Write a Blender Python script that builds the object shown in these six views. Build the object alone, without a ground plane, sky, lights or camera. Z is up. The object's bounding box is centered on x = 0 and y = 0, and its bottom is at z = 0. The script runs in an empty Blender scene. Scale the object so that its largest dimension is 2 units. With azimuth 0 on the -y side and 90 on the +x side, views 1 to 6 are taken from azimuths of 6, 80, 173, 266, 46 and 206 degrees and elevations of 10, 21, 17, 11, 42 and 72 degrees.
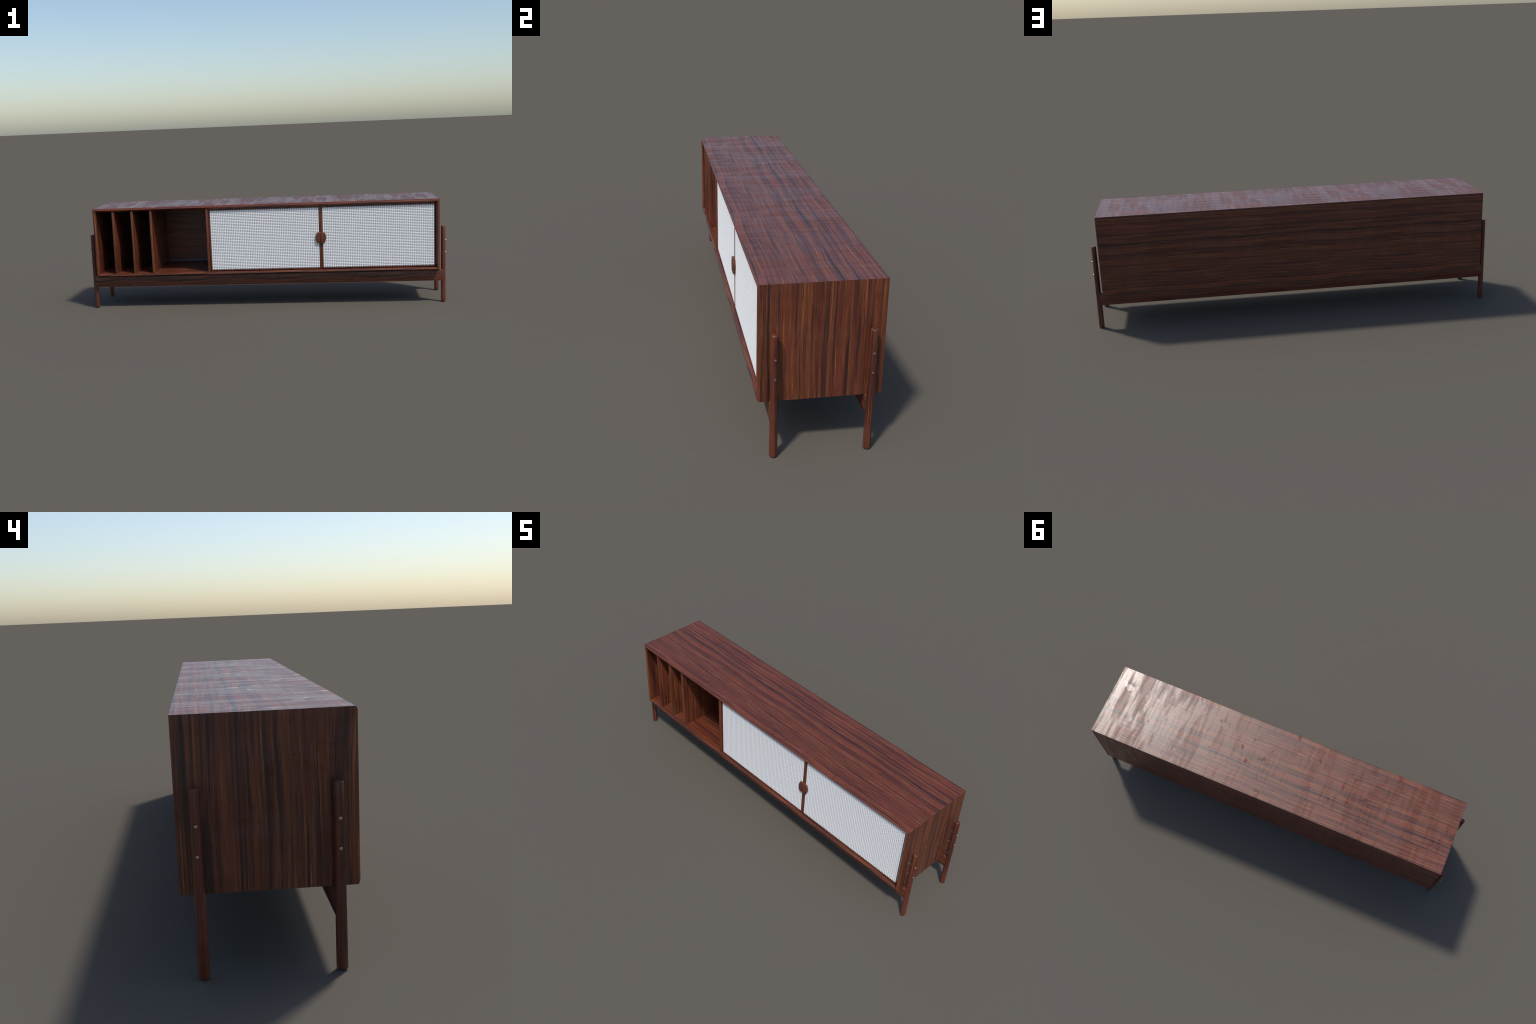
"""Long low rosewood sideboard: mitred carcass with a bullnose front, record dividers,
two sliding doors faced with white woven cord, plank rails and pinned round legs."""
import bpy, bmesh, math, random
from mathutils import Vector

random.seed(7)

# ------------------------------------------------------------------ sizes (metres)
W, T = 0.960, 0.019                  # half width of the carcass, board thickness
Z0, Z1 = 0.1815, 0.5740              # underside and top of the carcass
YF, YB = -0.1990, 0.1985             # foremost point of the bullnose, back face
SAG = 0.0052                         # how far the bullnose falls back at its edges
IN_X, IN_Z0, IN_Z1 = W - T, Z0 + T, Z1 - T
BACK_IN = 0.1906                     # inner face of the back
SHEET = 0.1975                       # carcass boards end here, the back sheet covers them
DIV_T = 0.0132
DIVIDERS = (-0.8450, -0.7364, -0.6291, -0.3098)
DOOR_Y = -0.1856                     # front face of the door boards
DOORS = ((-0.3022, 0.3188, -0.2941), (0.3194, 0.9395, 0.3292))   # x0, x1, cloth x0
CLOTH_W, CLOTH_Z0, CLOTH_Z1 = 0.6037, 0.2095, 0.5445
RAIL_Z0, RAIL_Z1 = 0.1185, 0.1815
LEG_X, LEG_YS, LEG_H = 0.9842, (-0.1490, 0.1545), 0.4225
PIN_ZS = (0.3428, 0.2765)
TILE = 0.557                         # the veneer figure repeats with this length

# ------------------------------------------------------------------ node helpers
class Net:
    def __init__(self, name):
        self.mat = bpy.data.materials.new(name)
        self.mat.use_nodes = True
        self.t = self.mat.node_tree
        self.t.nodes.clear()

    def node(self, kind, **props):
        n = self.t.nodes.new(kind)
        for k, v in props.items():
            setattr(n, k, v)
        return n

    def put(self, sock, val):
        if hasattr(val, "is_output"):
            self.t.links.new(val, sock)
        else:
            sock.default_value = val

    def math(self, op, a, b=None, c=None, clamp=False):
        n = self.node("ShaderNodeMath", operation=op, use_clamp=clamp)
        for i, v in enumerate((a, b, c)):
            if v is not None:
                self.put(n.inputs[i], v)
        return n.outputs[0]

    def noise(self, x, y, z, w=0.0, detail=2.0, rough=0.5, distortion=0.0):
        c = self.node("ShaderNodeCombineXYZ")
        self.put(c.inputs[0], x); self.put(c.inputs[1], y); self.put(c.inputs[2], z)
        n = self.node("ShaderNodeTexNoise", noise_dimensions='4D')
        self.t.links.new(c.outputs[0], n.inputs["Vector"])
        self.put(n.inputs["W"], w)
        n.inputs["Scale"].default_value = 1.0
        n.inputs["Detail"].default_value = detail
        n.inputs["Roughness"].default_value = rough
        n.inputs["Distortion"].default_value = distortion
        return n.outputs["Fac"]

    def span(self, v, a, b, lo=0.0, hi=1.0, smooth=True):
        n = self.node("ShaderNodeMapRange")
        n.interpolation_type = 'SMOOTHSTEP' if smooth else 'LINEAR'
        self.put(n.inputs[0], v)
        n.inputs[1].default_value, n.inputs[2].default_value = a, b
        n.inputs[3].default_value, n.inputs[4].default_value = lo, hi
        return n.outputs[0]

    def mix(self, fac, a, b, blend='MIX'):
        n = self.node("ShaderNodeMix", data_type='RGBA', blend_type=blend)
        self.put(n.inputs[0], fac)
        self.put(n.inputs[6], a); self.put(n.inputs[7], b)
        return n.outputs[2]

    def finish(self, shader):
        o = self.node("ShaderNodeOutputMaterial")
        self.t.links.new(shader, o.inputs[0])
        return self.mat


def rgb(r, g, b):
    return (r, g, b, 1.0)


def wood(name, grain, per_object=False, offset=0.0, sway=1.0, warm=False):
    """Rosewood veneer. The figure runs along `grain` and closes on itself every TILE metres
    (the along-grain coordinate is wrapped onto a circle of the 4D noise)."""
    n = Net(name)
    sep = n.node("ShaderNodeSeparateXYZ")
    tc = n.node("ShaderNodeTexCoord")
    n.t.links.new(tc.outputs["Object"], sep.inputs[0])
    x, y, z = sep.outputs
    along, across = (x, n.math('ADD', y, z)) if grain == 'x' else (z, n.math('ADD', n.math('MULTIPLY', x, 0.8), y))
    w = offset
    if per_object:
        info = n.node("ShaderNodeObjectInfo")
        w = n.math('MULTIPLY_ADD', info.outputs["Random"], 40.0, offset)
    th = n.math('MULTIPLY', along, 2 * math.pi / TILE)
    cs, sn = n.math('COSINE', th), n.math('SINE', th)
    ring = lambda r: (n.math('MULTIPLY', cs, r), n.math('MULTIPLY', sn, r))
    # slow drift of the grain lines
    a, b = ring(0.30)
    drift = n.noise(a, b, n.math('MULTIPLY', across, 5.0), w, 1.0)
    v = n.math('MULTIPLY_ADD', n.math('SUBTRACT', drift, 0.5), 0.034 * sway, across)
    a, b = ring(0.8)
    wob = n.noise(a, b, n.math('MULTIPLY', across, 24.0), w, 1.0)
    v = n.math('MULTIPLY_ADD', n.math('SUBTRACT', wob, 0.5), 0.0022 * sway, v)

    def layer(r, s, shift, detail, rough=0.55):
        p, q = ring(r)
        return n.noise(p, q, n.math('MULTIPLY', v, s), n.math('ADD', w, shift), detail, rough)

    broad = layer(0.12, 34.0, 3.1, 3.0, 0.6)
    mid = layer(0.17, 105.0, 11.7, 3.0, 0.6)
    dark = layer(0.15, 80.0, 23.3, 4.0, 0.55)
    dark2 = layer(0.26, 215.0, 27.3, 3.0, 0.6)
    light = layer(0.36, 170.0, 37.9, 3.0, 0.6)
    fibre = layer(1.6, 620.0, 51.3, 2.0, 0.6)

    col = n.mix(n.span(broad, 0.38, 0.60), rgb(*DEEP), rgb(*(WARM_RED if warm else RED)))
    col = n.mix(n.math('MULTIPLY', n.span(mid, 0.46, 0.62), 0.75), col, rgb(*(WARM_BROWN if warm else BROWN)))
    col = n.mix(n.math('MULTIPLY', n.span(light, 0.56, 0.68), 0.70), col, rgb(*(WARM_ORANGE if warm else ORANGE)))
    col = n.mix(n.math('MULTIPLY', n.span(dark2, 0.53, 0.65), 0.72 if warm else 0.66), col, rgb(*INK))
    col = n.mix(n.math('MULTIPLY', n.span(dark, 0.532, 0.65), 0.86), col, rgb(*INK))
    g = n.span(fibre, 0.30, 0.70, *((0.68, 1.34) if warm else (0.76, 1.26)), smooth=False)
    gc = n.node("ShaderNodeCombineColor")
    for i in range(3):
        n.put(gc.inputs[i], g)
    col = n.mix(1.0, col, gc.outputs[0], 'MULTIPLY')

    # polish: bands across the grain, and small rubbed spots that are smoother
    p, q = ring(1.7)
    band = n.noise(p, q, n.math('MULTIPLY', across, 3.2), n.math('ADD', w, 71.0), 4.0, 0.62, 0.25)
    p, q = ring(5.0)
    band2 = n.noise(p, q, n.math('MULTIPLY', across, 5.0), n.math('ADD', w, 77.0), 3.0, 0.55, 0.2)
    p, q = ring(1.75)
    spot = n.noise(p, q, n.math('MULTIPLY', across, 18.0), n.math('ADD', w, 83.0), 2.0, 0.55, 0.4)
    rough = n.span(band, 0.44, 0.56, 0.315, 0.435)
    rough = n.math('ADD', rough, n.span(band2, 0.46, 0.56, -0.025, 0.035))
    rough = n.math('SUBTRACT', rough, n.span(spot, 0.630, 0.655, 0.0, 0.12))
    rough = n.math('MULTIPLY_ADD', n.math('SUBTRACT', fibre, 0.5), 0.10, rough)

    bump = n.node("ShaderNodeBump")
    bump.inputs["Strength"].default_value = 0.10
    bump.inputs["Distance"].default_value = 0.0006
    n.t.links.new(n.math('MULTIPLY_ADD', mid, 0.5, fibre), bump.inputs["Height"])
    s = n.node("ShaderNodeBsdfPrincipled")
    n.t.links.new(col, s.inputs["Base Color"])
    n.t.links.new(rough, s.inputs["Roughness"])
    n.t.links.new(bump.outputs[0], s.inputs["Normal"])
    s.inputs["IOR"].default_value = 1.5
    return n.finish(s.outputs[0])


DEEP = (0.080, 0.0195, 0.0125)
RED = (0.150, 0.0338, 0.0180)
BROWN = (0.153, 0.0475, 0.0185)
ORANGE = (0.278, 0.0970, 0.0340)
WARM_RED = (0.150, 0.0362, 0.0170)
WARM_BROWN = (0.168, 0.0545, 0.0192)
WARM_ORANGE = (0.305, 0.1130, 0.0365)
INK = (0.024, 0.0112, 0.0116)

WOOD_X = wood("rosewood_lengthwise", 'x')
WOOD_Z = wood("rosewood_upright", 'z', offset=5.0, sway=0.5, warm=True)
WOOD_PART = wood("rosewood_upright_small", 'z', per_object=True, offset=9.0, sway=0.5, warm=True)
WOOD_LEG = wood("rosewood_turned", 'z', per_object=True, offset=14.0, sway=0.5)


def cord_material():
    n = Net("white_cord")
    tc = n.node("ShaderNodeTexCoord")
    sep = n.node("ShaderNodeSeparateXYZ")
    n.t.links.new(tc.outputs["Object"], sep.inputs[0])
    k = 900.0
    f = n.noise(n.math('MULTIPLY', sep.outputs[0], k), n.math('MULTIPLY', sep.outputs[1], k),
                n.math('MULTIPLY', sep.outputs[2], k), 0.0, 1.0)
    col = n.mix(n.span(f, 0.3, 0.7), rgb(0.80, 0.80, 0.80), rgb(0.90, 0.90, 0.89))
    s = n.node("ShaderNodeBsdfPrincipled")
    n.t.links.new(col, s.inputs["Base Color"])
    s.inputs["Roughness"].default_value = 0.75
    s.inputs["Specular IOR Level"].default_value = 0.3
    return n.finish(s.outputs[0])


def pin_material():
    n = Net("copper")
    tc = n.node("ShaderNodeTexCoord")
    sep = n.node("ShaderNodeSeparateXYZ")
    n.t.links.new(tc.outputs["Object"], sep.inputs[0])
    f = n.noise(n.math('MULTIPLY', sep.outputs[0], 60.0), n.math('MULTIPLY', sep.outputs[1], 500.0),
                n.math('MULTIPLY', sep.outputs[2], 500.0), 0.0, 2.0)
    col = n.mix(f, rgb(0.42, 0.28, 0.22), rgb(0.50, 0.35, 0.28))
    s = n.node("ShaderNodeBsdfPrincipled")
    n.t.links.new(col, s.inputs["Base Color"])
    s.inputs["Metallic"].default_value = 1.0
    s.inputs["Roughness"].default_value = 0.35
    return n.finish(s.outputs[0])


CORD, PIN = cord_material(), pin_material()

# ------------------------------------------------------------------ object helpers
def empty(name, parent=None, loc=(0, 0, 0)):
    o = bpy.data.objects.new(name, None)
    o.empty_display_size = 0.05
    bpy.context.collection.objects.link(o)
    o.parent = parent
    o.location = loc
    return o


def obj(name, mesh, parent, mat=None, loc=(0, 0, 0)):
    o = bpy.data.objects.new(name, mesh)
    bpy.context.collection.objects.link(o)
    o.parent = parent
    o.location = loc
    if mat and not mesh.materials:
        mesh.materials.append(mat)
    return o


def from_bm(bm, name, smooth_deg=None):
    bmesh.ops.recalc_face_normals(bm, faces=bm.faces)
    if smooth_deg is not None:
        lim = math.radians(smooth_deg)
        for f in bm.faces:
            f.smooth = True
        for e in bm.edges:
            e.smooth = len(e.link_faces) == 2 and e.calc_face_angle(0.0) < lim
    me = bpy.data.meshes.new(name)
    bm.to_mesh(me)
    bm.free()
    return me


def add_box(bm, lo, hi):
    vs = [bm.verts.new((x, y, z)) for x in (lo[0], hi[0]) for y in (lo[1], hi[1]) for z in (lo[2], hi[2])]
    for q in ((0, 1, 3, 2), (4, 6, 7, 5), (0, 4, 5, 1), (2, 3, 7, 6), (0, 2, 6, 4), (1, 5, 7, 3)):
        bm.faces.new([vs[i] for i in q])
    return vs


def board(name, lo, hi, edge=0.0008, segs=2, pick=None):
    bm = bmesh.new()
    add_box(bm, lo, hi)
    if edge:
        es = [e for e in bm.edges if pick is None or pick(e)]
        bmesh.ops.bevel(bm, geom=es, offset=edge, segments=segs, profile=0.5, affect='EDGES')
    return from_bm(bm, name, 40)


def lathe(bm, profile, n=28, axis='z', at=(0, 0, 0)):
    """Turn (radius, height) pairs about an axis."""
    rings = []
    for r, h in profile:
        ring = []
        for i in range(n):
            a = 2 * math.pi * i / n
            p = (r * math.cos(a), r * math.sin(a), h) if axis == 'z' else (h, r * math.cos(a), r * math.sin(a))
            ring.append(bm.verts.new((p[0] + at[0], p[1] + at[1], p[2] + at[2])))
        rings.append(ring)
    for a, b in zip(rings, rings[1:]):
        for i in range(n):
            bm.faces.new((a[i], a[(i + 1) % n], b[(i + 1) % n], b[i]))
    bm.faces.new(rings[0][::-1])
    bm.faces.new(rings[-1])


# ------------------------------------------------------------------ carcass boards
STEPS = 14


def front_profile():
    """Front edge section, a softened ridge: (depth below the outer face, y)."""
    pts = []
    for i in range(STEPS + 1):
        u = abs(-1 + 2 * i / STEPS)
        pts.append((T * i / STEPS, YF + SAG * (math.sqrt(u * u + 0.06) - math.sqrt(0.06)) / (math.sqrt(1.06) - math.sqrt(0.06))))
    return pts + [(T, SHEET), (0.0, SHEET)]


def soften_edge(me, outward):
    """Shade the front edge as one continuous roll from the outer face to the inner face."""
    loops = [None] * len(me.loops)
    for p in me.polygons:
        flat = p.normal.copy()
        roll = all(me.vertices[v].co.y < YF + SAG + 0.0002 for v in p.vertices) and abs(flat.y) > 0.3
        for li in p.loop_indices:
            k = me.loops[li].vertex_index % (STEPS + 3)
            if roll and k <= STEPS:
                u = 1 - 2 * k / STEPS
                a = math.radians(72) * math.tanh(3.2 * u)
                loops[li] = outward * math.sin(a) + Vector((0, -1, 0)) * math.cos(a)
            else:
                loops[li] = flat
    for p in me.polygons:
        p.use_smooth = True
    me.normals_split_custom_set(loops)


def carcass_board(name, side):
    """One of the four mitred boards; both ends are cut on the 45 degree plane."""
    cx, cz = 0.0, (Z0 + Z1) / 2
    hz = (Z1 - Z0) / 2
    bm = bmesh.new()
    ends = []
    for sgn in (-1, 1):
        ring = []
        for d, y in front_profile():
            if side in ('top', 'bottom'):
                p = (sgn * (W - d), y, cz + (hz - d) * (1 if side == 'top' else -1))
            else:
                p = ((W - d) * (1 if side == 'right' else -1), y, cz + sgn * (hz - d))
            ring.append(bm.verts.new(p))
        ends.append(ring)
    a, b = ends
    for i in range(len(a)):
        j = (i + 1) % len(a)
        bm.faces.new((a[i], a[j], b[j], b[i]))
    bm.faces.new(a[::-1])
    bm.faces.new(b)
    me = from_bm(bm, name)
    soften_edge(me, {'top': Vector((0, 0, 1)), 'bottom': Vector((0, 0, -1)),
                     'left': Vector((-1, 0, 0)), 'right': Vector((1, 0, 0))}[side])
    return me


root = empty("sideboard")
root["label"] = "long low reddish rosewood sideboard with white woven sliding doors"
root["category"] = "sideboard"

obj("top_panel", carcass_board("top_panel", 'top'), root, WOOD_X)
obj("bottom_panel", carcass_board("bottom_panel", 'bottom'), root, WOOD_X)
for s in ('left', 'right'):
    obj("side_panel", carcass_board("side_panel", s), root, WOOD_Z)

bm = bmesh.new()
add_box(bm, (-W, SHEET, Z0), (W, YB, Z1))
add_box(bm, (-IN_X, BACK_IN, IN_Z0), (IN_X, SHEET + 0.0005, IN_Z1))
obj("back_panel", from_bm(bm, "back_panel"), root, WOOD_X)


def dark_band_material():
    n = Net("dark_bluish_band")
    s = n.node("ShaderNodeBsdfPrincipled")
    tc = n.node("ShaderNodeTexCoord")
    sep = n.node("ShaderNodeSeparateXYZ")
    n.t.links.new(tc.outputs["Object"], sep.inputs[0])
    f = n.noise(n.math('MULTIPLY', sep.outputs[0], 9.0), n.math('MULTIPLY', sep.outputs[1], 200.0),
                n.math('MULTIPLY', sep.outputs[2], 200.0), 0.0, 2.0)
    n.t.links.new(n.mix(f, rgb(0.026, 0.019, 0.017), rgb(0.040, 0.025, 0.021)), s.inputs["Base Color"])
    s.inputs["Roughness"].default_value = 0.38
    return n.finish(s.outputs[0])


# thin dark band, slightly tilted, along the foot of the back, inside
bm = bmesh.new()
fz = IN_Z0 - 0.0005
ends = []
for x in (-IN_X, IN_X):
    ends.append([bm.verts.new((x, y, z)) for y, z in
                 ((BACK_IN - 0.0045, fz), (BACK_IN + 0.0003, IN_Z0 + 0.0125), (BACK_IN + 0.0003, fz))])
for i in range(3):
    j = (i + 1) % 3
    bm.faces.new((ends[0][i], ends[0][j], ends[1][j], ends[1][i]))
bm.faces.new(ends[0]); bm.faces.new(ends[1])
obj("dark_band", from_bm(bm, "dark_band"), root, dark_band_material())

div_mesh = board("divider", (-DIV_T / 2, -0.1930, IN_Z0 - .0005), (DIV_T / 2, BACK_IN + .0005, IN_Z1 + .0005), 0.0015, 3)
for x in DIVIDERS:
    obj("divider", div_mesh, root, WOOD_PART, (x, 0, 0))

# ------------------------------------------------------------------ sliding doors
PX, PZ = CLOTH_W / 61, 0.00865
NX, NZ = 61, 38


def woven_cloth():
    """Plain weave of flat cords: uprights hang a little past the last crossing cord."""
    verts, faces = [], []
    sec, sub = 10, 4
    amp = 0.0010
    h = CLOTH_Z1 - CLOTH_Z0
    z_first = (h - (NZ - 1) * PZ) / 2
    rnd = random.Random(3)

    def strand(points, half_w, half_t, widen):
        base = len(verts)
        for k, (px, py, pz) in enumerate(points):
            for i in range(sec):
                a = 2 * math.pi * i / sec
                c = math.copysign(abs(math.cos(a)) ** 0.8, math.cos(a)) * half_w
                s = math.copysign(abs(math.sin(a)) ** 0.7, math.sin(a)) * half_t
                verts.append((px + c, py + s, pz) if widen == 'x' else (px, py + s, pz + c))
        for k in range(len(points) - 1):
            for i in range(sec):
                j = (i + 1) % sec
                o, p = base + k * sec, base + (k + 1) * sec
                faces.append((o + i, o + j, p + j, p + i))
        faces.append(tuple(range(base + sec - 1, base - 1, -1)))
        e = base + (len(points) - 1) * sec
        faces.append(tuple(range(e, e + sec)))

    for i in range(NX):
        x = (i + 0.5) * PX + rnd.uniform(-1, 1) * 0.00015
        pts = [(x, -amp * math.cos(math.pi * (-0.6 + i)), 0.0)]
        n = (NZ - 1) * sub
        for k in range(-sub // 2, n + sub // 2 + 1):
            t = k / sub
            pts.append((x, -amp * math.cos(math.pi * (t + i)), z_first + t * PZ))
        pts.append((x, pts[-1][1], h))
        strand(pts, 0.00315, 0.0007, 'x')
    for j in range(NZ):
        z = z_first + j * PZ + rnd.uniform(-1, 1) * 0.00012
        pts = []
        for k in range(-2, (NX - 1) * sub + 3):
            t = k / sub
            pts.append(((t + 0.5) * PX, amp * math.cos(math.pi * (t + j)), z))
        strand(pts, 0.0028, 0.0007, 'z')
    me = bpy.data.meshes.new("woven_cloth")
    me.from_pydata(verts, [], faces)
    me.polygons.foreach_set("use_smooth", [True] * len(me.polygons))
    me.update()
    return me


def half_handle(sign):
    """Half of a barrel-shaped pull; its straight edge lies on the door's meeting stile."""
    bm = bmesh.new()
    hz, wide, narrow = 0.0297, 0.0283, 0.0205
    out = [(0.0006, -hz), (narrow - 0.003, -hz)]
    for i in range(13):
        z = -hz + 2 * hz * (0.04 + 0.92 * i / 12)
        out.append((narrow + (wide - narrow) * (1 - (z / hz) ** 2), z))
    out += [(narrow - 0.003, hz), (0.0006, hz)]
    y0, y1 = DOOR_Y + 0.0005, DOOR_Y - 0.0092
    back = [bm.verts.new((sign * x, y0, z)) for x, z in out]
    front = [bm.verts.new((sign * x, y1, z)) for x, z in out]
    n = len(out)
    for i in range(n):
        j = (i + 1) % n
        bm.faces.new((back[i], back[j], front[j], front[i]))
    bm.faces.new(back[::-1])
    ff = bm.faces.new(front)
    bmesh.ops.recalc_face_normals(bm, faces=bm.faces)
    rim = [e for e in ff.edges]
    bmesh.ops.bevel(bm, geom=rim, offset=0.0024, segments=3, profile=0.5, affect='EDGES', clamp_overlap=True)
    return from_bm(bm, "door_handle", 35)


def door_leaf(x0, x1, cx):
    """Board with rounded front edges and a shallow recess that takes the cloth."""
    bm = bmesh.new()
    add_box(bm, (x0, DOOR_Y, IN_Z0 + 0.0025), (x1, DOOR_Y + 0.016, IN_Z1 - 0.001))
    es = [e for e in bm.edges if all(v.co.y < DOOR_Y + 0.001 for v in e.verts)]
    bmesh.ops.bevel(bm, geom=es, offset=0.0032, segments=4, profile=0.5, affect='EDGES')
    bmesh.ops.recalc_face_normals(bm, faces=bm.faces)
    front = max((f for f in bm.faces if f.normal.y < -0.99), key=lambda f: f.calc_area())
    outer = list(front.verts)
    bmesh.ops.delete(bm, geom=[front], context='FACES_ONLY')
    mx = sum(v.co.x for v in outer) / 4
    mz = sum(v.co.z for v in outer) / 4
    depth = 0.0052
    rim, floor = [], []
    for v in outer:
        x = cx - 0.0004 if v.co.x < mx else cx + CLOTH_W + 0.0004
        z = CLOTH_Z0 - 0.0004 if v.co.z < mz else CLOTH_Z1 + 0.0004
        rim.append(bm.verts.new((x, DOOR_Y, z)))
        floor.append(bm.verts.new((x, DOOR_Y + depth, z)))
    for i in range(4):
        j = (i + 1) % 4
        bm.faces.new((outer[i], outer[j], rim[j], rim[i]))
        bm.faces.new((rim[i], rim[j], floor[j], floor[i]))
    bm.faces.new(floor)
    return from_bm(bm, "sliding_door", 40)


cloth_mesh = woven_cloth()
for k, (x0, x1, cx) in enumerate(DOORS):
    door = obj("sliding_door", door_leaf(x0, x1, cx), root, WOOD_Z)
    c = obj("woven_cloth", cloth_mesh, door, CORD, (cx, DOOR_Y + 0.0014, CLOTH_Z0))
    c["kind"] = "stuff"
    seam = 0.3190
    obj("door_handle", half_handle(-1 if k == 0 else 1), door, WOOD_PART, (seam, 0, 0.3785))

# ------------------------------------------------------------------ rails and legs
for y in LEG_YS:
    obj("rail", board("rail", (-LEG_X, y - 0.0112, RAIL_Z0), (LEG_X, y + 0.0112, RAIL_Z1 - 0.0003), 0.001), root, WOOD_X)

bm = bmesh.new()
R0, R1 = 0.0131, 0.0115
prof = []
for i in range(6):
    a = math.pi / 2 * i / 5
    prof.append((R0 - 0.003 * (1 - math.sin(a)), 0.003 * (1 - math.cos(a))))
for i in range(1, 8):
    t = i / 8
    prof.append((R0 + (R1 - R0) * t, LEG_H * t))
for i in range(6):
    a = math.pi / 2 * i / 5
    prof.append((R1 - 0.0042 * (1 - math.cos(a)), LEG_H - 0.0042 * (1 - math.sin(a))))
lathe(bm, prof, 32)
leg_mesh = from_bm(bm, "leg", 50)

bm = bmesh.new()
c0, c1 = W - 0.003 - LEG_X, 1.0 - LEG_X
r_pin, r_head, neck = 0.0017, 0.0041, R1 - 0.003
lathe(bm, [(r_pin, c0), (r_pin, neck), (r_head, neck + 0.0004), (r_head, c1 - 0.0012),
           (r_head - 0.0004, c1 - 0.0004), (r_head - 0.0013, c1)], 18, 'x')
pin_mesh = from_bm(bm, "pin", 35)

for sx in (-1, 1):
    for y in LEG_YS:
        leg = obj("leg", leg_mesh, root, WOOD_LEG, (sx * LEG_X, y, 0))
        if sx < 0:
            leg.rotation_euler = (0, 0, math.pi)
        for z in PIN_ZS:
            obj("pin", pin_mesh, leg, PIN, (0, 0, z))
